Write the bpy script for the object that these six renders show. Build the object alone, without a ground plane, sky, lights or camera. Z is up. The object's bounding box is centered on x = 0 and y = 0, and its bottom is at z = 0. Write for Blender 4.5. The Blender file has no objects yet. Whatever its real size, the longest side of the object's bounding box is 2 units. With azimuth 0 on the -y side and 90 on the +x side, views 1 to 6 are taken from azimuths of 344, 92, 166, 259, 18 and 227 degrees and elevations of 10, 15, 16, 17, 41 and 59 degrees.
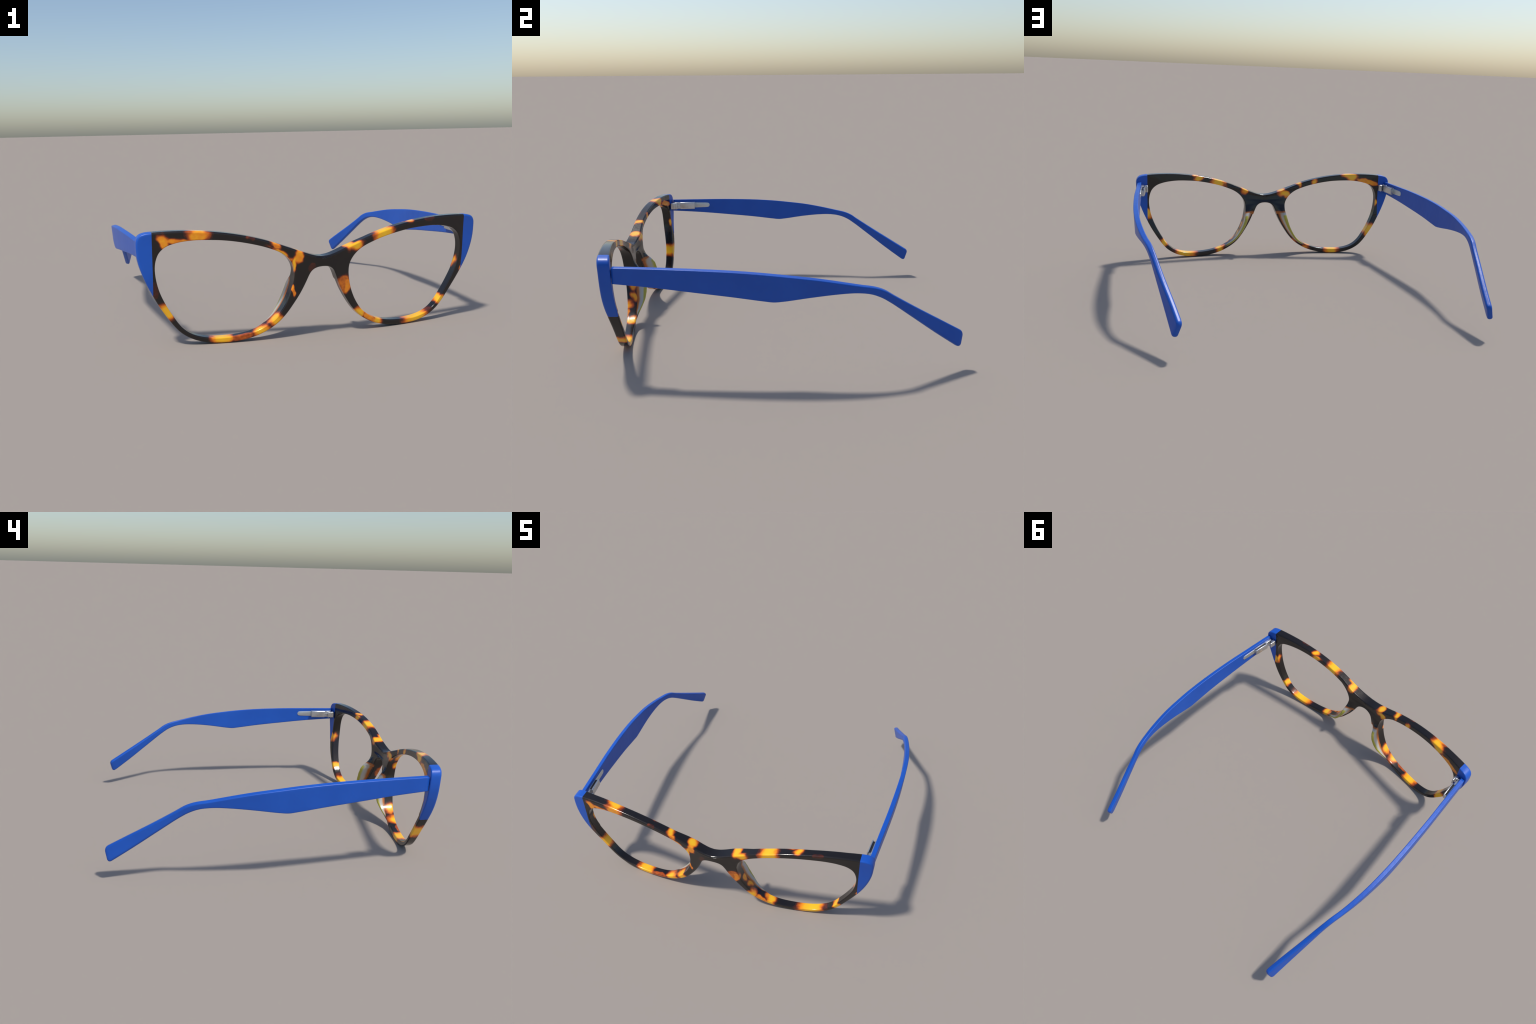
"""Cat-eye spectacles: tortoiseshell front, blue end pieces and temples, metal spring hinges."""
import bpy, bmesh, math
import numpy as np
from mathutils import Vector

# ------------------------------------------------------------------ helpers
def catmull(points, per=14, closed=False):
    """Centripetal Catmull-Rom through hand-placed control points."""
    P = [np.array(p, float) for p in points]
    n = len(P)
    out = []
    last = n if closed else n - 1
    for i in range(last):
        if closed:
            a, b, c, d = P[i - 1], P[i], P[(i + 1) % n], P[(i + 2) % n]
        else:
            b, c = P[i], P[i + 1]
            a = P[i - 1] if i > 0 else 2 * b - c
            d = P[i + 2] if i + 2 < n else 2 * c - b
        t0 = 0.0
        t1 = t0 + max(np.linalg.norm(b - a), 1e-6) ** 0.5
        t2 = t1 + max(np.linalg.norm(c - b), 1e-6) ** 0.5
        t3 = t2 + max(np.linalg.norm(d - c), 1e-6) ** 0.5
        for k in range(per):
            t = t1 + (t2 - t1) * k / per
            A1 = (t1 - t) / (t1 - t0) * a + (t - t0) / (t1 - t0) * b
            A2 = (t2 - t) / (t2 - t1) * b + (t - t1) / (t2 - t1) * c
            A3 = (t3 - t) / (t3 - t2) * c + (t - t2) / (t3 - t2) * d
            B1 = (t2 - t) / (t2 - t0) * A1 + (t - t0) / (t2 - t0) * A2
            B2 = (t3 - t) / (t3 - t1) * A2 + (t - t1) / (t3 - t1) * A3
            out.append((t2 - t) / (t2 - t1) * B1 + (t - t1) / (t2 - t1) * B2)
    if not closed:
        out.append(P[-1])
    return np.array(out)

def arclen(C):
    return np.concatenate([[0], np.cumsum(np.linalg.norm(np.diff(C, axis=0), axis=1))])

def resample(C, n):
    s = arclen(C)
    t = np.linspace(0, s[-1], n)
    return np.stack([np.interp(t, s, C[:, k]) for k in range(C.shape[1])], 1)

def mesh_object(name, verts, faces, mat, parent, smooth=True, origin=None):
    me = bpy.data.meshes.new(name)
    me.from_pydata([tuple(map(float, v)) for v in verts], [], faces)
    bm = bmesh.new()
    bm.from_mesh(me)
    bmesh.ops.recalc_face_normals(bm, faces=bm.faces[:])
    bm.to_mesh(me)
    bm.free()
    if smooth:
        for p in me.polygons:
            p.use_smooth = True
    me.materials.append(mat)
    ob = bpy.data.objects.new(name, me)
    bpy.context.scene.collection.objects.link(ob)
    ob.parent = parent
    return ob

# ------------------------------------------------------------------ node helpers
class Nodes:
    def __init__(self, name):
        self.mat = bpy.data.materials.new(name)
        self.mat.use_nodes = True
        self.t = self.mat.node_tree
        self.bsdf = self.t.nodes["Principled BSDF"]
    def new(self, kind, **kw):
        n = self.t.nodes.new(kind)
        for k, v in kw.items():
            setattr(n, k, v)
        return n
    def link(self, a, b):
        self.t.links.new(a, b)
    def put(self, sock, v):
        if isinstance(v, bpy.types.NodeSocket):
            self.link(v, sock)
        else:
            sock.default_value = v
    def math(self, op, a, b=None, c=None, clamp=False):
        n = self.new("ShaderNodeMath", operation=op, use_clamp=clamp)
        self.put(n.inputs[0], a)
        if b is not None:
            self.put(n.inputs[1], b)
        if c is not None:
            self.put(n.inputs[2], c)
        return n.outputs[0]
    def smooth(self, v, lo, hi, a=0.0, b=1.0):
        n = self.new("ShaderNodeMapRange", interpolation_type='SMOOTHSTEP')
        self.put(n.inputs[0], v)
        for i, x in enumerate((lo, hi, a, b)):
            n.inputs[1 + i].default_value = x
        return n.outputs[0]
    def ramp(self, v, stops, interp='LINEAR'):
        n = self.new("ShaderNodeValToRGB")
        cr = n.color_ramp
        cr.interpolation = interp
        while len(cr.elements) < len(stops):
            cr.elements.new(0.5)
        for e, (p, c) in zip(cr.elements, stops):
            e.position = p
            e.color = (*c, 1)
        self.link(v, n.inputs[0])
        return n.outputs[0]
    def mix(self, f, a, b):
        n = self.new("ShaderNodeMix", data_type='RGBA')
        self.put(n.inputs[0], f)
        self.put(n.inputs[6], a if isinstance(a, bpy.types.NodeSocket) else (*a, 1))
        self.put(n.inputs[7], b if isinstance(b, bpy.types.NodeSocket) else (*b, 1))
        return n.outputs[2]
    def noise(self, vec, scale, detail=2.0, rough=0.5):
        n = self.new("ShaderNodeTexNoise")
        self.link(vec, n.inputs["Vector"])
        n.inputs["Scale"].default_value = scale
        n.inputs["Detail"].default_value = detail
        n.inputs["Roughness"].default_value = rough
        return n
    def bump(self, h, strength, dist):
        n = self.new("ShaderNodeBump")
        n.inputs["Strength"].default_value = strength
        n.inputs["Distance"].default_value = dist
        self.link(h, n.inputs["Height"])
        self.link(n.outputs[0], self.bsdf.inputs["Normal"])

# ------------------------------------------------------------------ front curvature of the frame
FA, FB, FC, FD = -0.9060, 0.1415, -0.1156, -0.0339
def front_y(x, z):
    y = FA + FB * x * x + FC * z + FD * x ** 4
    y -= 0.016 * math.exp(-(x / 0.11) ** 2)                                   # the bridge stands proud
    s = min(max((abs(x) - 0.70) / 0.22, 0.0), 1.0)
    y -= 0.016 * s * s * (3 - 2 * s) * math.exp(-((z - 0.36) / 0.16) ** 2)      # and so do the flanks
    return y

# ------------------------------------------------------------------ materials
def tortoise_material():
    m = Nodes("tortoiseshell_acetate")
    tc = m.new("ShaderNodeTexCoord").outputs["Object"]
    sx = m.new("ShaderNodeSeparateXYZ")
    m.link(tc, sx.inputs[0])
    X, Y, Z = sx.outputs
    x2 = m.math('MULTIPLY', X, X)
    f = m.math('MULTIPLY_ADD', m.math('MULTIPLY', x2, x2), FD, FA)
    f = m.math('MULTIPLY_ADD', x2, FB, f)
    f = m.math('MULTIPLY_ADD', Z, FC, f)
    gx = m.math('EXPONENT', m.math('MULTIPLY', x2, -1 / 0.11 ** 2))
    f = m.math('MULTIPLY_ADD', gx, -0.016, f)
    dz = m.math('SUBTRACT', Z, 0.36)
    gz = m.math('EXPONENT', m.math('MULTIPLY', m.math('MULTIPLY', dz, dz), -1 / 0.16 ** 2))
    side = m.smooth(m.math('ABSOLUTE', X), 0.70, 0.92)
    f = m.math('MULTIPLY_ADD', m.math('MULTIPLY', gz, side), -0.016, f)
    D = m.math('SUBTRACT', Y, f)                     # depth behind the front surface
    cb = m.new("ShaderNodeCombineXYZ")
    m.link(X, cb.inputs[0]); m.link(D, cb.inputs[1]); m.link(Z, cb.inputs[2])
    base = cb.outputs[0]
    # ragged, wavy edges for the amber clouds
    n1 = m.noise(base, 17.0, 1.0, 0.5)
    off = m.new("ShaderNodeVectorMath", operation='SUBTRACT')
    m.link(n1.outputs["Color"], off.inputs[0]); off.inputs[1].default_value = (0.5, 0.5, 0.5)
    sc = m.new("ShaderNodeVectorMath", operation='MULTIPLY')
    m.link(off.outputs[0], sc.inputs[0]); sc.inputs[1].default_value = (0.045, 0.03, 0.045)
    ad = m.new("ShaderNodeVectorMath", operation='ADD')
    m.link(base, ad.inputs[0]); m.link(sc.outputs[0], ad.inputs[1])
    W = ad.outputs[0]
    best = None
    for (cx, cz, a, b, ang, cd, rd, offs) in CLOUDS:
        mp = m.new("ShaderNodeMapping", vector_type='TEXTURE')
        m.link(W, mp.inputs["Vector"])
        mp.inputs["Location"].default_value = (cx, cd, cz)
        mp.inputs["Rotation"].default_value = (0, -math.radians(ang), 0)
        mp.inputs["Scale"].default_value = (a, rd, b)
        ln = m.new("ShaderNodeVectorMath", operation='LENGTH')
        m.link(mp.outputs[0], ln.inputs[0])
        v = ln.outputs["Value"]
        if offs:
            v = m.math('SMOOTH_MAX', v, offs, 0.15)
        if best is None:
            best = v
        else:
            best = m.math('SMOOTH_MIN', best, v, 0.15)
    mott = m.noise(base, 40.0, 2.0)
    v = m.math('ADD', best, m.math('MULTIPLY_ADD', mott.outputs["Fac"], 0.32, -0.16))
    v = m.math('MULTIPLY', v, 0.5)
    col = m.ramp(v, [(0.0, (1.0, 0.57, 0.020)), (0.25, (1.0, 0.48, 0.015)), (0.36, (0.88, 0.24, 0.009)),
                     (0.44, (0.42, 0.072, 0.007)), (0.52, (0.070, 0.014, 0.006)), (0.60, (0.013, 0.0095, 0.0085)),
                     (1.0, (0.011, 0.0085, 0.008))])
    # nose pads: opaque orange to cream, light refracted at the rim edge painted yellow
    ax = m.math('ABSOLUTE', X)
    inpad = m.math('MULTIPLY', m.smooth(ax, 0.27, 0.32, 1.0, 0.0), m.smooth(Z, 0.335, 0.350, 1.0, 0.0))
    # depth of the pad's rim by height, so the colour runs with the swelling of the pad
    full = None
    for lo, hi, a, b in PAD_RISE:
        seg = m.new("ShaderNodeMapRange")
        m.link(Z, seg.inputs[0])
        for k, q in enumerate((lo, hi, 0.0, b - a)):
            seg.inputs[1 + k].default_value = q
        full = m.math('ADD', seg.outputs[0], PAD_RISE[0][2] if full is None else full)
    rise = m.math('ADD', D, m.math('MULTIPLY_ADD', n1.outputs["Fac"], 0.014, -0.007))
    rel = m.math('DIVIDE', m.math('SUBTRACT', rise, 0.058), m.math('SUBTRACT', full, 0.057))
    rel = m.math('MULTIPLY', rel, m.smooth(m.math('MULTIPLY_ADD', n1.outputs["Fac"], 0.03, Z), 0.300, 0.352, 1.0, 0.0))
    pad = m.ramp(rel, [(0.0, (0.05, 0.012, 0.006)), (0.08, (0.36, 0.085, 0.010)), (0.26, (0.46, 0.15, 0.025)),
                       (0.42, (0.48, 0.42, 0.34)), (0.70, (0.48, 0.47, 0.46)), (0.80, (0.50, 0.46, 0.20)),
                       (0.90, (0.46, 0.40, 0.05)), (1.0, (0.46, 0.40, 0.05))])
    pf = m.math('MULTIPLY', inpad, m.smooth(rel, 0.0, 0.14))
    col = m.mix(pf, col, pad)
    m.link(col, m.bsdf.inputs["Base Color"])
    m.bsdf.inputs["Roughness"].default_value = 0.13
    m.bsdf.inputs["IOR"].default_value = 1.5
    cloud = m.noise(tc, 70.0, 3.0, 0.6)
    m.link(m.math('MULTIPLY_ADD', cloud.outputs["Fac"], 0.20, 0.05), m.bsdf.inputs["Roughness"])
    return m.mat

def blue_material():
    m = Nodes("blue_acetate")
    tc = m.new("ShaderNodeTexCoord").outputs["Object"]
    n = m.noise(tc, 5.0, 2.0)
    col = m.ramp(n.outputs["Fac"], [(0.3, (0.0105, 0.088, 0.46)), (0.7, (0.0125, 0.099, 0.50))])
    m.link(col, m.bsdf.inputs["Base Color"])
    m.bsdf.inputs["Roughness"].default_value = 0.38
    m.bsdf.inputs["IOR"].default_value = 1.40
    n2 = m.noise(tc, 24.0, 2.0)
    m.bump(n2.outputs["Fac"], 0.10, 0.01)
    return m.mat

def metal_material(name, col, rough):
    m = Nodes(name)
    tc = m.new("ShaderNodeTexCoord").outputs["Object"]
    n = m.noise(tc, 60.0, 2.0)
    r = m.math('MULTIPLY_ADD', n.outputs["Fac"], 0.15, rough - 0.07)
    m.link(r, m.bsdf.inputs["Roughness"])
    c = m.ramp(n.outputs["Fac"], [(0.3, tuple(0.92 * k for k in col)), (0.7, col)])
    m.link(c, m.bsdf.inputs["Base Color"])
    m.bsdf.inputs["Metallic"].default_value = 0.85
    return m.mat

def dark_material():
    m = Nodes("dark_steel")
    tc = m.new("ShaderNodeTexCoord").outputs["Object"]
    n = m.noise(tc, 80.0, 2.0)
    c = m.ramp(n.outputs["Fac"], [(0.3, (0.01, 0.01, 0.012)), (0.7, (0.02, 0.02, 0.024))])
    m.link(c, m.bsdf.inputs["Base Color"])
    m.bsdf.inputs["Roughness"].default_value = 0.4
    return m.mat

# (height from, height to, rim depth from, rim depth to) of the nose pads
PAD_RISE = [(.06, .085, .062, .070), (.085, .115, .070, .090), (.115, .15, .090, .110), (.15, .24, .110, .130),
            (.24, .28, .130, .127), (.28, .325, .127, .095)]

# amber clouds: x, z, half length, half height, tilt, depth centre, depth reach, darkening
THRU = 9.0
CLOUDS = [
    # right-hand rim, brow line
    (0.352, 0.545, 0.064, 0.075, 18, 0.03, THRU, 0.0),
    (0.190, 0.486, 0.046, 0.032, 20, 0.00, 0.030, 0.15),
    (0.160, 0.494, 0.032, 0.042, -20, 0.03, 0.12, 0.08),
    (0.528, 0.606, 0.040, 0.026, 8, 0.036, 0.042, 0.0),
    (0.500, 0.572, 0.048, 0.022, -8, 0.060, 0.022, 0.36),
    (0.638, 0.602, 0.026, 0.016, 0, 0.0, 0.016, 1.07),
    # right-hand rim, side and bottom
    (0.868, 0.338, 0.044, 0.030, 70, 0.050, 0.042, 0.05),
    (0.888, 0.300, 0.032, 0.018, 60, 0.00, 0.024, 0.68),
    (0.758, 0.116, 0.034, 0.036, 45, 0.03, THRU, 0.12),
    (0.606, 0.032, 0.092, 0.060, 12, 0.02, 0.12, 0.0),
    (0.345, 0.052, 0.038, 0.056, -30, 0.03, 0.07, 0.08),
    (0.230, 0.105, 0.040, 0.036, -45, 0.01, 0.045, 0.28),
    (0.295, 0.068, 0.050, 0.016, -38, 0.002, 0.02, 0.70),
    # right-hand nose flank
    (0.124, 0.276, 0.054, 0.044, 70, 0.0, 0.034, 0.82),
    (0.148, 0.265, 0.044, 0.022, 85, 0.0, 0.030, 0.70),
    (0.176, 0.215, 0.040, 0.026, -60, 0.045, 0.026, 0.62),
    (0.204, 0.160, 0.040, 0.026, -50, 0.045, 0.026, 0.55),
    # left-hand rim, brow line
    (-0.642, 0.604, 0.054, 0.034, 0, 0.040, 0.050, 0.0),
    (-0.646, 0.582, 0.062, 0.052, 0, 0.0, 0.040, 0.62),
    (-0.670, 0.588, 0.056, 0.034, 0, 0.06, 0.040, 0.20),
    (-0.740, 0.552, 0.080, 0.020, -8, 0.0, 0.04, 0.68),
    (-0.816, 0.558, 0.028, 0.050, 25, 0.0, 0.03, 0.66),
    (-0.790, 0.554, 0.100, 0.020, 14, 0.058, 0.020, 0.66),
    (-0.389, 0.562, 0.026, 0.016, -20, 0.0, 0.016, 1.04),
    (-0.264, 0.526, 0.026, 0.034, -30, 0.030, 0.045, 0.10),
    (-0.250, 0.510, 0.036, 0.018, -30, 0.0, 0.016, 0.72),
    (-0.384, 0.548, 0.022, 0.030, 40, 0.060, 0.016, 0.52),
    (-0.230, 0.470, 0.100, 0.018, -30, 0.014, 0.020, 0.34),
    (-0.156, 0.405, 0.050, 0.014, 80, 0.010, 0.022, 0.36),
    (-0.126, 0.484, 0.022, 0.040, 20, 0.035, 0.055, 0.10),
    (-0.136, 0.446, 0.026, 0.040, -20, 0.0, 0.024, 0.66),
    (-0.156, 0.452, 0.054, 0.030, 20, 0.064, 0.026, 0.36),
    (-0.062, 0.385, 0.016, 0.018, 0, 0.0, 0.02, 1.10),
    # left-hand nose flank and bottom
    (-0.160, 0.272, 0.048, 0.009, -75, 0.0, 0.016, 0.72),
    (-0.240, 0.106, 0.050, 0.052, 45, 0.02, 0.05, 0.10),
    (-0.325, 0.052, 0.054, 0.040, 20, 0.015, 0.05, 0.14),
    (-0.528, 0.028, 0.062, 0.056, 0, 0.02, 0.12, 0.04),
    (-0.430, 0.026, 0.060, 0.028, 0, 0.0, 0.02, 0.88),
    # left-hand side
    (-0.813, 0.186, 0.056, 0.056, 58, 0.02, THRU, 0.40),
    (-0.862, 0.395, 0.034, 0.014, 80, 0.058, 0.02, 0.46),
    (-0.871, 0.307, 0.026, 0.040, 0, 0.0, 0.02, 1.10),
]

# ------------------------------------------------------------------ frame outlines (x, z), right half
OUTER = [(0.0, .4425), (.035, .446), (.07, .455), (.105, .467), (.145, .482), (.2, .503), (.29, .536), (.4, .567),
         (.505, .588), (.61, .601), (.70, .607), (.79, .608), (.865, .605), (.910, .600), (.934, .590), (.948, .570),
         (.951, .535), (.949, .49), (.941, .445), (.929, .403), (.908, .346), (.880, .284), (.848, .222), (.808, .157),
         (.770, .103), (.733, .064), (.680, .031), (.62, .0105), (.54, .0015), (.46, .0025), (.37, .0195), (.303, .045),
         (.235, .088), (.19, .135), (.149, .194), (.118, .246), (.090, .305), (.074, .343), (.062, .364), (.044, .3785),
         (.022, .3855), (0.0, .387)]
INNER = [(.150, .350), (.155, .392), (.178, .433), (.222, .471), (.30, .505), (.40, .533), (.505, .552), (.59, .559),
         (.675, .560), (.755, .550), (.808, .532), (.842, .503), (.860, .463), (.866, .42), (.862, .365), (.846, .298),
         (.815, .225), (.777, .157), (.742, .105), (.705, .070), (.66, .047), (.59, .031), (.50, .029), (.415, .037),
         (.35, .053), (.303, .074), (.245, .117), (.206, .169), (.178, .225), (.160, .282)]
PAIRS = [((0, .4425), (.20, .455)), ((.2, .503), (.262, .490)), ((.505, .588), (.505, .552)), ((.79, .608), (.745, .553)),
         ((.934, .59), (.822, .523)), ((.929, .403), (.866, .41)), ((.848, .222), (.815, .225)), ((.733, .064), (.725, .087)),
         ((.54, .0015), (.54, .029)), ((.303, .045), (.322, .066)), ((.149, .194), (.189, .20)), ((.090, .305), (.155, .31)),
         ((.062, .364), (.150, .350)), ((0, .387), (.161, .405))]

def brow_thickness(x):
    return np.interp(x, [0, .05, .12, .17, .25, .6, .85, .95], [.069, .070, .071, .066, .056, .053, .058, .064])

def pad_depth(z):
    """how far the back edge of the nose pad stands behind the front, by height"""
    return np.interp(z, [.03, .06, .085, .115, .15, .19, .24, .28, .305, .325, .345, .37, .42],
                     [.050, .056, .070, .090, .110, .122, .130, .127, .112, .092, .077, .069, .066])

def contour_normals(C, closed):
    if closed:
        T = np.roll(C, -1, 0) - np.roll(C, 1, 0)
    else:
        T = np.gradient(C, axis=0)
    T /= np.linalg.norm(T, axis=1)[:, None] + 1e-12
    return np.stack([-T[:, 1], T[:, 0]], 1)

def nearest(C, p):
    return int(((C - np.array(p)) ** 2).sum(1).argmin())

def half_frame():
    """Loft one lens surround: stations run round the lens, each station is a closed cross-section."""
    O = catmull(OUTER, 24)
    nx = contour_normals(O, False)
    nx[0], nx[-1] = (0, 1), (0, -1)
    O = O + nx * 0.001 * np.clip(O[:, :1] / 0.1, 0, 1)
    I = catmull(INNER, 24, closed=True)
    I = I + contour_normals(I, True) * -0.002      # hole a touch smaller than its clear outline
    # inner contour runs from the nose over the brow: same sense as the outer one
    nO, nI = contour_normals(O, False), contour_normals(I, True)
    # the symmetry plane fixes the end normals
    nO[0], nO[-1] = (0, 1), (0, -1)
    so = arclen(O)
    Ic = np.vstack([I, I])
    si = arclen(np.vstack([Ic, I[:1]]))[:len(Ic)]
    nIc = np.vstack([nI, nI])
    st = []          # (inner pt, inner normal, outer pt, outer normal, seam?)
    io = [nearest(O, p[0]) for p in PAIRS]
    io[0], io[-1] = 0, len(O) - 1
    ii = [nearest(I, p[1]) for p in PAIRS]
    for k in range(1, len(ii)):
        while ii[k] < ii[k - 1]:
            ii[k] += len(I)
    def at(C, s, q):
        return np.array([np.interp(q, s, C[:, 0]), np.interp(q, s, C[:, 1])])
    for k in range(len(PAIRS) - 1):
        a, b = so[io[k]], so[io[k + 1]]
        c, d = si[ii[k]], si[ii[k + 1]]
        n = max(4, int((b - a) / 0.0085))
        for j in range(n):
            t = j / n
            st.append((at(Ic, si, c + (d - c) * t), at(nIc, si, c + (d - c) * t), at(O, so, a + (b - a) * t), at(nO, so, a + (b - a) * t), False))
    st.append((Ic[ii[-1]], nIc[ii[-1]], O[-1], nO[-1], False))
    # seam stations on the symmetry plane, from under the bridge back up to the brow
    c, d = si[ii[-1]], si[ii[0] + len(I)]
    RO = 0.011
    z0, z1 = O[-1][1] + RO, O[0][1] - RO
    ns = 7
    for j in range(1, ns):
        t = j / ns
        st.append((at(Ic, si, c + (d - c) * t), at(nIc, si, c + (d - c) * t), np.array([0, z0 + (z1 - z0) * t]), np.array([-1.0, 0]), True))
    verts, secs = [], []
    def put(x, z, dep):
        verts.append((x, front_y(x, z) + dep, z))
        return len(verts) - 1
    # rows across the faces; 0 = hole edge, 1 = outer edge
    rows = [0.0, 0.05, 0.15, 0.3, 0.45, 0.6, 0.75, 0.88, 0.96, 1.0]
    for (ip, inr, op, onr, seam) in st:
        inr = inr / np.linalg.norm(inr)
        onr = onr / np.linalg.norm(onr)
        inr = -inr                         # points into the lens opening
        width = np.linalg.norm(op - ip)
        rf = min(0.010, 0.30 * width)      # front rounding
        rb = min(0.007, 0.30 * width)      # back rounding
        rh = min(0.006, 0.2 * width)       # rounding round the hole
        nose = (ip[0] < 0.36) and (ip[1] < 0.44)
        th_o = float(brow_thickness(op[0])) if op[1] > 0.30 else float(np.interp(op[1], [0, .3], [.050, .055]))
        th_i = float(brow_thickness(ip[0])) if ip[1] > 0.30 else float(np.interp(ip[1], [0, .3], [.050, .055]))
        side = np.interp(op[0], [.80, .93], [0, 1])
        th_o = th_o * (1 - side) + side * 0.064
        pd = 0.0
        if ip[0] < 0.42 and ip[1] < 0.43:
            w = np.interp(ip[0], [.32, .42], [1, 0]) * np.interp(ip[1], [.40, .43], [1, 0])
            pd = max(0.0, float(pad_depth(ip[1])) - th_i) * w
        if op[0] < 0.30 and op[1] < 0.42 and not seam:
            th_o = th_o + 0.006 * np.interp(op[0], [.2, .3], [1, 0])
        sec = {}
        ci = ip - inr * rh                  # start of the front face at the hole
        co = op - onr * rf if not seam else op
        sec['front'] = [put(*(ci + (co - ci) * r), 0.0) for r in rows]
        K = 4
        if not seam:
            c = op - onr * rf
            sec['of'] = [put(*(c + onr * rf * math.sin(a)), rf * (1 - math.cos(a))) for a in [math.pi / 2 * k / K for k in range(1, K + 1)]]
            wall = []
            for q in (0.06, 0.35, 0.65, 0.94):
                wall.append(put(*op, rf + (th_o - rb - rf) * q))
            sec['ow'] = wall
            c = op - onr * rb
            sec['ob'] = [put(*(c + onr * rb * math.cos(a)), th_o - rb + rb * math.sin(a)) for a in [math.pi / 2 * k / K for k in range(0, K)]]
        cob = op - onr * rb if not seam else op
        rhb = max(rh, min(0.010, 0.2 * width) if pd > 0.01 else rh)
        cib = ip - inr * rhb
        back = []
        for r in rows[::-1]:
            p = cib + (cob - cib) * r
            s = np.interp(r, [0.0, 0.12, 0.30, 0.62, 0.92], [1, 1, 0.86, 0.30, 0])
            back.append(put(*p, th_o * r + th_i * (1 - r) + pd * s))
        sec['back'] = back
        tot = th_i + pd
        c = ip - inr * rhb
        sec['ib'] = [put(*(c + inr * rhb * math.sin(a)), tot - rhb + rhb * math.cos(a)) for a in [math.pi / 2 * k / K for k in range(1, K + 1)]]
        sec['iw'] = [put(*ip, rh + (tot - rhb - rh) * q) for q in (0.94, 0.8, 0.6, 0.4, 0.2, 0.06)]
        c = ip - inr * rh
        sec['if'] = [put(*(c + inr * rh * math.cos(a)), rh - rh * math.sin(a)) for a in [math.pi / 2 * k / K for k in range(0, K)]]
        secs.append((sec, seam))
    faces = []
    n = len(secs)
    def strip(A, B):
        for k in range(len(A) - 1):
            faces.append((A[k], A[k + 1], B[k + 1], B[k]))
    for i in range(n):
        (A, sa), (B, sb) = secs[i], secs[(i + 1) % n]
        innerA = [A['back'][-1]] + A['ib'] + A['iw'] + A['if'] + [A['front'][0]]
        innerB = [B['back'][-1]] + B['ib'] + B['iw'] + B['if'] + [B['front'][0]]
        strip(A['front'], B['front'])
        strip(A['back'], B['back'])
        strip(innerA, innerB)
        if not sa and not sb:
            strip([A['front'][-1]] + A['of'] + A['ow'] + A['ob'] + [A['back'][0]],
                  [B['front'][-1]] + B['of'] + B['ow'] + B['ob'] + [B['back'][0]])
    return np.array(verts), faces

def build_front(parent, mat_t, mat_b):
    V, Fc = half_frame()
    n = len(V)
    V2 = V.copy()
    V2[:, 0] *= -1
    me = bpy.data.meshes.new("whole_front")
    me.from_pydata([tuple(map(float, v)) for v in np.vstack([V, V2])], [],
                   list(Fc) + [tuple(k + n for k in f[::-1]) for f in Fc])
    bm = bmesh.new()
    bm.from_mesh(me)
    bmesh.ops.remove_doubles(bm, verts=[v for v in bm.verts if abs(v.co.x) < 1e-4], dist=2e-4)
    # cut lines of the blue end pieces
    for s in (1, -1):
        p0 = Vector((s * 0.8740, 0, 0.60)); p1 = Vector((s * 0.8770, 0, 0.29))
        d = (p1 - p0).normalized()
        no = d.cross(Vector((0, 1, 0))).normalized()
        bmesh.ops.bisect_plane(bm, geom=bm.verts[:] + bm.edges[:] + bm.faces[:], dist=1e-5, plane_co=p0, plane_no=no)
    bmesh.ops.recalc_face_normals(bm, faces=bm.faces[:])
    bm.normal_update()
    normals = {}
    def key(co):
        return (round(co.x, 5), round(co.y, 5), round(co.z, 5))
    for v in bm.verts:
        normals[key(v.co)] = v.normal.copy()
    def region(c):
        ax = abs(c.x)
        bx = 0.8740 + (0.60 - c.z) / 0.31 * 0.003
        if ax > bx and c.z > 0.2:
            return 'end_piece', c.x > 0
        dep = c.y - front_y(c.x, c.z)
        if ax < 0.32 and c.z < 0.365 and dep > 0.066:
            return 'nose_pad', c.x > 0
        return 'rim_front', True
    groups = {}
    for f in bm.faces:
        groups.setdefault(region(f.calc_center_median()), []).append(f)
    obs = {}
    for (nm, side), fs in sorted(groups.items(), key=lambda g: (g[0][0], not g[0][1])):
        vs, idx, fl = [], {}, []
        for f in fs:
            r = []
            for v in f.verts:
                k = key(v.co)
                if k not in idx:
                    idx[k] = len(vs)
                    vs.append(v.co.copy())
                r.append(idx[k])
            if len(set(r)) >= 3:
                fl.append(tuple(dict.fromkeys(r)))
        m2 = bpy.data.meshes.new(nm)
        m2.from_pydata([tuple(v) for v in vs], [], fl)
        for p in m2.polygons:
            p.use_smooth = True
        m2.materials.append(mat_b if nm == 'end_piece' else mat_t)
        m2.normals_split_custom_set_from_vertices([normals[key(v)] for v in vs])
        ob = bpy.data.objects.new(nm, m2)
        bpy.context.scene.collection.objects.link(ob)
        ob.parent = parent
        obs[(nm, side)] = ob
    bm.free()
    bpy.data.meshes.remove(me)
    return obs

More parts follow.
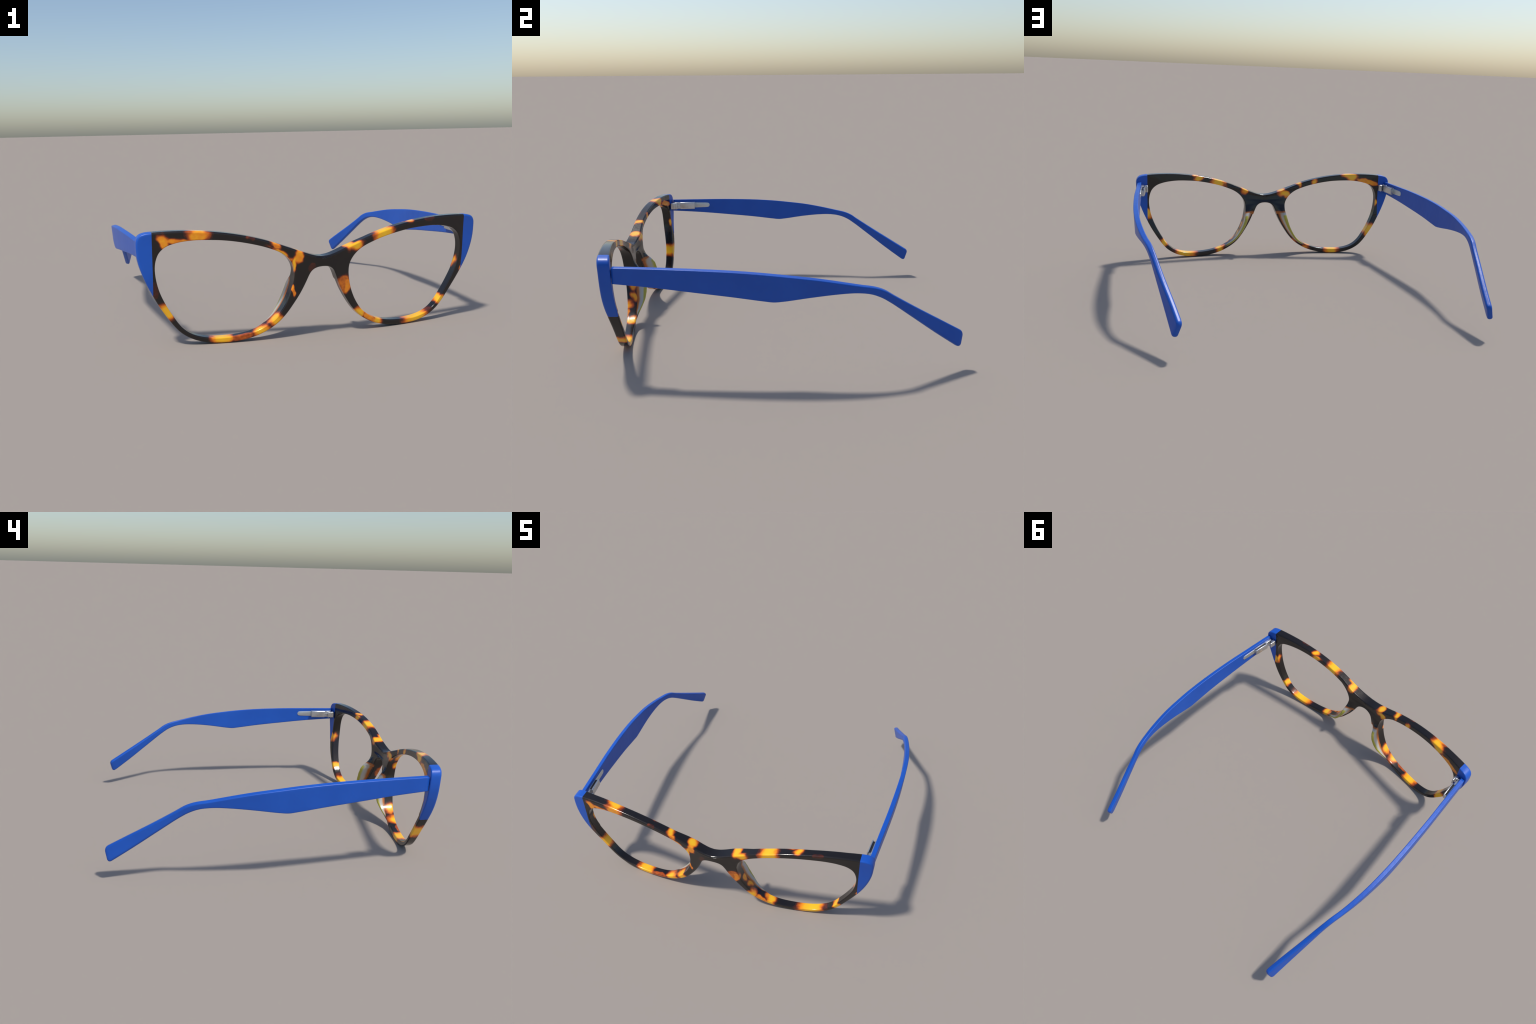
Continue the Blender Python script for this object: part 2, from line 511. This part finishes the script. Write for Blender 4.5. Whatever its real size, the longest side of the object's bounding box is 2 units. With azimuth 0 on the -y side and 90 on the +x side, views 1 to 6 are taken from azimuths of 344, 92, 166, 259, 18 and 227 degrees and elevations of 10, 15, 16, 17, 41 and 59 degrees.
# ------------------------------------------------------------------ temples
# outer face: (y, z, x) of the upper edge and (y, z, x) of the lower edge
TEMPLE = [((-0.806, 0.5560, 0.944), (-0.806, 0.4720, 0.942)),
          ((-0.6, 0.5560, 0.961), (-0.6, 0.4580, 0.959)),
          ((-0.4, 0.5540, 0.979), (-0.4, 0.4385, 0.974)),
          ((-0.2, 0.5480, 0.992), (-0.2, 0.4180, 0.986)),
          ((-0.07, 0.5400, 0.998), (-0.055, 0.4000, 0.991)),
          ((0, 0.5340, 1), (0, 0.3945, 0.992)),
          ((0.06, 0.5280, 1), (0.05, 0.3990, 0.993)),
          ((0.2, 0.5120, 0.997), (0.19, 0.4195, 0.991)),
          ((0.33, 0.4910, 0.985), (0.32, 0.4335, 0.983)),
          ((0.43, 0.4720, 0.97), (0.41, 0.4350, 0.971)),
          ((0.51, 0.4560, 0.953), (0.48, 0.4245, 0.957)),
          ((0.555, 0.4380, 0.943), (0.53, 0.4045, 0.946)),
          ((0.6, 0.4110, 0.93), (0.578, 0.3765, 0.936)),
          ((0.714, 0.3430, 0.901), (0.69, 0.2975, 0.914)),
          ((0.86, 0.2580, 0.862), (0.83, 0.1965, 0.886)),
          ((0.978, 0.1890, 0.834), (0.96, 0.1065, 0.861))]

def temple_geometry():
    T = catmull([(x, y, z) for (y, z, x), _ in TEMPLE], 14)
    B = catmull([(x, y, z) for _, (y, z, x) in TEMPLE], 14)
    n = len(T)
    mid = (T + B) / 2
    s = arclen(mid)
    tang = np.gradient(mid, axis=0)
    tang /= np.linalg.norm(tang, axis=1)[:, None]
    verts, rings = [], []
    def ring(t, b, tg, th, r, inset=0.0):
        up = t - b
        h = np.linalg.norm(up)
        up = up / h
        inw = np.cross(up, tg)
        inw /= np.linalg.norm(inw)
        if inw[0] > 0:
            inw = -inw
        t2, b2 = t - up * inset, b + up * inset
        o = inw * inset * 0.35
        th2 = max(th - inset * 0.7, 0.006)
        h2 = max(np.linalg.norm(t2 - b2), 0.004)
        r = min(r, th2 * 0.48, h2 * 0.48)
        c0 = (t2 + b2) / 2 + o + inw * th2 / 2
        pts = []
        K = 5
        for (su, sv) in ((1, -1), (1, 1), (-1, 1), (-1, -1)):
            cu, cv = su * (h2 / 2 - r), sv * (th2 / 2 - r)
            seq = {(1, -1): (180, 90), (1, 1): (90, 0), (-1, 1): (0, -90), (-1, -1): (-90, -180)}[(su, sv)]
            for k in range(K + 1):
                a = math.radians(seq[0] + (seq[1] - seq[0]) * k / K)
                pts.append((cu + r * math.sin(a), cv + r * math.cos(a)))
            # supporting points keep the flats flat
            nxt = {(1, -1): (1, 1), (1, 1): (-1, 1), (-1, 1): (-1, -1), (-1, -1): (1, -1)}[(su, sv)]
            pu, pv = pts[-1]
            qu, qv = nxt[0] * (h2 / 2 - r), nxt[1] * (th2 / 2 - r)
            if su == nxt[0]:
                qu, qv = pu, qv
            else:
                qu, qv = qu, pv
            for q in (0.08, 0.36, 0.64, 0.92):
                pts.append((pu + (qu - pu) * q, pv + (qv - pv) * q))
        ids = []
        for (u, v) in pts:
            u += 0.0020 * (v / (th2 / 2)) * max(u, 0) / (h2 / 2)      # upper edge slopes outwards
            verts.append(c0 + up * u + inw * v)
            ids.append(len(verts) - 1)
        rings.append(ids)
    RE = 0.022
    for i in range(n):
        rest = s[-1] - s[i]
        if rest < RE:
            break
        y = mid[i][1]
        th = float(np.interp(y, [-.81, -.6, -.3, .3, .6, .95], [.027, .028, .029, .030, .031, .032]))
        rr = float(np.interp(y, [-.8, .3, .6], [.004, .005, .011]))
        ring(T[i], B[i], tang[i], th, rr)
    # rounded tip
    for k in range(0, 9):
        a = math.pi / 2 * k / 8
        q = s[-1] - RE + RE * math.sin(a)
        t = np.array([np.interp(q, s, T[:, j]) for j in range(3)])
        b = np.array([np.interp(q, s, B[:, j]) for j in range(3)])
        ring(t, b, tang[-1], .031, .011, inset=RE * 0.8 * (1 - math.cos(a)))
    faces = []
    m = len(rings[0])
    for A, B_ in zip(rings[:-1], rings[1:]):
        for k in range(m):
            faces.append((A[k], A[(k + 1) % m], B_[(k + 1) % m], B_[k]))
    faces.append(tuple(rings[0]))
    faces.append(tuple(rings[-1][::-1]))
    return np.array(verts), faces

def inner_face_at(y):
    """point and directions on the inner face of the right temple"""
    T = catmull([(x, yy, z) for (yy, z, x), _ in TEMPLE], 14)
    B = catmull([(x, yy, z) for _, (yy, z, x) in TEMPLE], 14)
    mid = (T + B) / 2
    x = np.interp(y, mid[:, 1], mid[:, 0])
    x1 = np.interp(y + .05, mid[:, 1], mid[:, 0])
    th = 0.027
    return x - th, math.atan2(x1 - x, 0.05)

# ------------------------------------------------------------------ hinges
def rounded_box(name, size, r, mat, parent, loc, rotz, seg=3, mirror=1):
    bm = bmesh.new()
    bmesh.ops.create_cube(bm, size=1.0)
    for v in bm.verts:
        v.co = Vector((v.co.x * size[0], v.co.y * size[1], v.co.z * size[2]))
    bmesh.ops.bevel(bm, geom=bm.edges[:] + bm.verts[:], offset=r, segments=seg, affect='EDGES', profile=0.5)
    return finish(bm, name, mat, parent, loc, rotz, mirror)

def finish(bm, name, mat, parent, loc, rotz, mirror):
    c, s = math.cos(rotz), math.sin(rotz)
    for v in bm.verts:
        x, y, z = v.co
        v.co = Vector(((c * x - s * y + loc[0]) * mirror, s * x + c * y + loc[1], z + loc[2]))
    if mirror < 0:
        bmesh.ops.reverse_faces(bm, faces=bm.faces[:])
    me = bpy.data.meshes.new(name)
    bm.to_mesh(me)
    bm.free()
    me.shade_smooth()
    me.set_sharp_from_angle(angle=math.radians(35))
    me.materials.append(mat)
    ob = bpy.data.objects.new(name, me)
    bpy.context.scene.collection.objects.link(ob)
    ob.parent = parent
    return ob

def slab_outline(name, pts, x0, x1, mat, parent, loc, rotz, mirror, bev=0.0015):
    """flat piece with outline (y, z), thickness along x"""
    bm = bmesh.new()
    vs = [bm.verts.new((x0, y, z)) for y, z in pts]
    f = bm.faces.new(vs)
    ex = bmesh.ops.extrude_face_region(bm, geom=[f])
    for g in ex['geom']:
        if isinstance(g, bmesh.types.BMVert):
            g.co.x = x1
    bmesh.ops.recalc_face_normals(bm, faces=bm.faces[:])
    if bev:
        es = [e for e in bm.edges if abs(e.verts[0].co.x - e.verts[1].co.x) < 1e-6]
        bmesh.ops.bevel(bm, geom=es, offset=bev, segments=2, affect='EDGES', profile=0.5)
    return finish(bm, name, mat, parent, loc, rotz, mirror)

def build_hinge(parent, mirror, steel, pale, dark):
    hinge = bpy.data.objects.new("hinge", None)
    bpy.context.scene.collection.objects.link(hinge)
    hinge.parent = parent
    # spring housing and its rounded anchor plate lie on the inner face of the temple
    y0 = -0.695
    x0, ang = inner_face_at(y0)
    rot = -ang
    zc = 0.514
    # anchor plate, tongue shaped
    tongue = [(0.04, -.019), (0.135, -.017)]
    for k in range(9):
        a = math.radians(-90 + 180 * k / 8)
        tongue.append((0.150 + 0.017 * math.cos(a), 0.001 + 0.017 * math.sin(a)))
    tongue += [(0.135, .019), (0.04, .021)]
    slab_outline("anchor_plate", tongue, -0.004, 0.004, pale, hinge, (x0, y0, zc), rot, mirror)
    # spring housing with a slot along its top
    wdt, hgt, lng = 0.030, 0.050, 0.108
    sec = [(0.006, -hgt / 2), (-wdt + .006, -hgt / 2), (-wdt, -hgt / 2 + .006), (-wdt, hgt / 2 - .004), (-wdt + .004, hgt / 2),
           (-wdt + .009, hgt / 2), (-wdt + .009, hgt / 2 - .010), (-.007, hgt / 2 - .010), (-.007, hgt / 2), (0.006, hgt / 2)]
    bm = bmesh.new()
    A = [bm.verts.new((x, -lng / 2, z)) for x, z in sec]
    B = [bm.verts.new((x * (0.9 if x < 0 else 1), lng / 2, z)) for x, z in sec]
    k = len(sec)
    for i in range(k):
        bm.faces.new((A[i], A[(i + 1) % k], B[(i + 1) % k], B[i]))
    bm.faces.new(A[::-1]); bm.faces.new(B)
    bmesh.ops.recalc_face_normals(bm, faces=bm.faces[:])
    bmesh.ops.bevel(bm, geom=bm.edges[:], offset=0.0012, segments=2, affect='EDGES', profile=0.5)
    finish(bm, "spring_housing", steel, hinge, (x0, y0, zc), rot, mirror)
    rounded_box("spring_slot", (.0135, lng * .93, .004), .0008, dark, hinge, (x0 - .014, y0, zc + hgt / 2 - .0075), rot, 1, mirror)
    # knuckles between the housing and the end piece
    for dz in (-0.0150, 0.0150):
        rounded_box("hinge_knuckle", (.022, .056, .019), .003, steel, hinge, (x0 - .011, y0 - lng / 2 - .022, zc + dz), rot, 3, mirror)
    rounded_box("hinge_tongue", (.016, .066, .020), .004, steel, hinge, (x0 - .016, y0 - lng / 2 - .030, zc), rot, 3, mirror)
    bm = bmesh.new()
    bmesh.ops.create_cone(bm, cap_ends=True, segments=24, radius1=.0085, radius2=.0085, depth=.052)
    bmesh.ops.bevel(bm, geom=[e for e in bm.edges if abs(e.verts[0].co.z - e.verts[1].co.z) < 1e-6], offset=.0015, segments=2, affect='EDGES')
    finish(bm, "hinge_screw", steel, hinge, (x0 - .016, y0 - lng / 2 - .045, zc), rot, mirror)
    # block fixed to the back of the end piece
    rounded_box("hinge_block", (.026, .030, .046), .004, steel, hinge, (.885, -.803, zc - .001), 0.0, 3, mirror)
    rounded_box("hinge_knuckle", (.010, .034, .044), .003, steel, hinge, (.880, -.785, zc - .001), 0.0, 3, mirror)
    return hinge

# ------------------------------------------------------------------ assemble
def main():
    scene = bpy.context.scene
    tort = tortoise_material()
    blue = blue_material()
    steel = metal_material("hinge_steel", (0.60, 0.61, 0.62), 0.30)
    pale = metal_material("anchor_steel", (0.62, 0.66, 0.68), 0.45)
    dark = dark_material()
    root = bpy.data.objects.new("eyeglasses", None)
    scene.collection.objects.link(root)
    root["label"] = "cat-eye eyeglasses with tortoiseshell front and bright blue temples"
    root["category"] = "eyeglasses"
    build_front(root, tort, blue)
    V, F = temple_geometry()
    for s in (1, -1):
        W = V.copy()
        W[:, 0] *= s
        mesh_object("temple", W, F, blue, root)
        build_hinge(root, s, steel, pale, dark)

main()
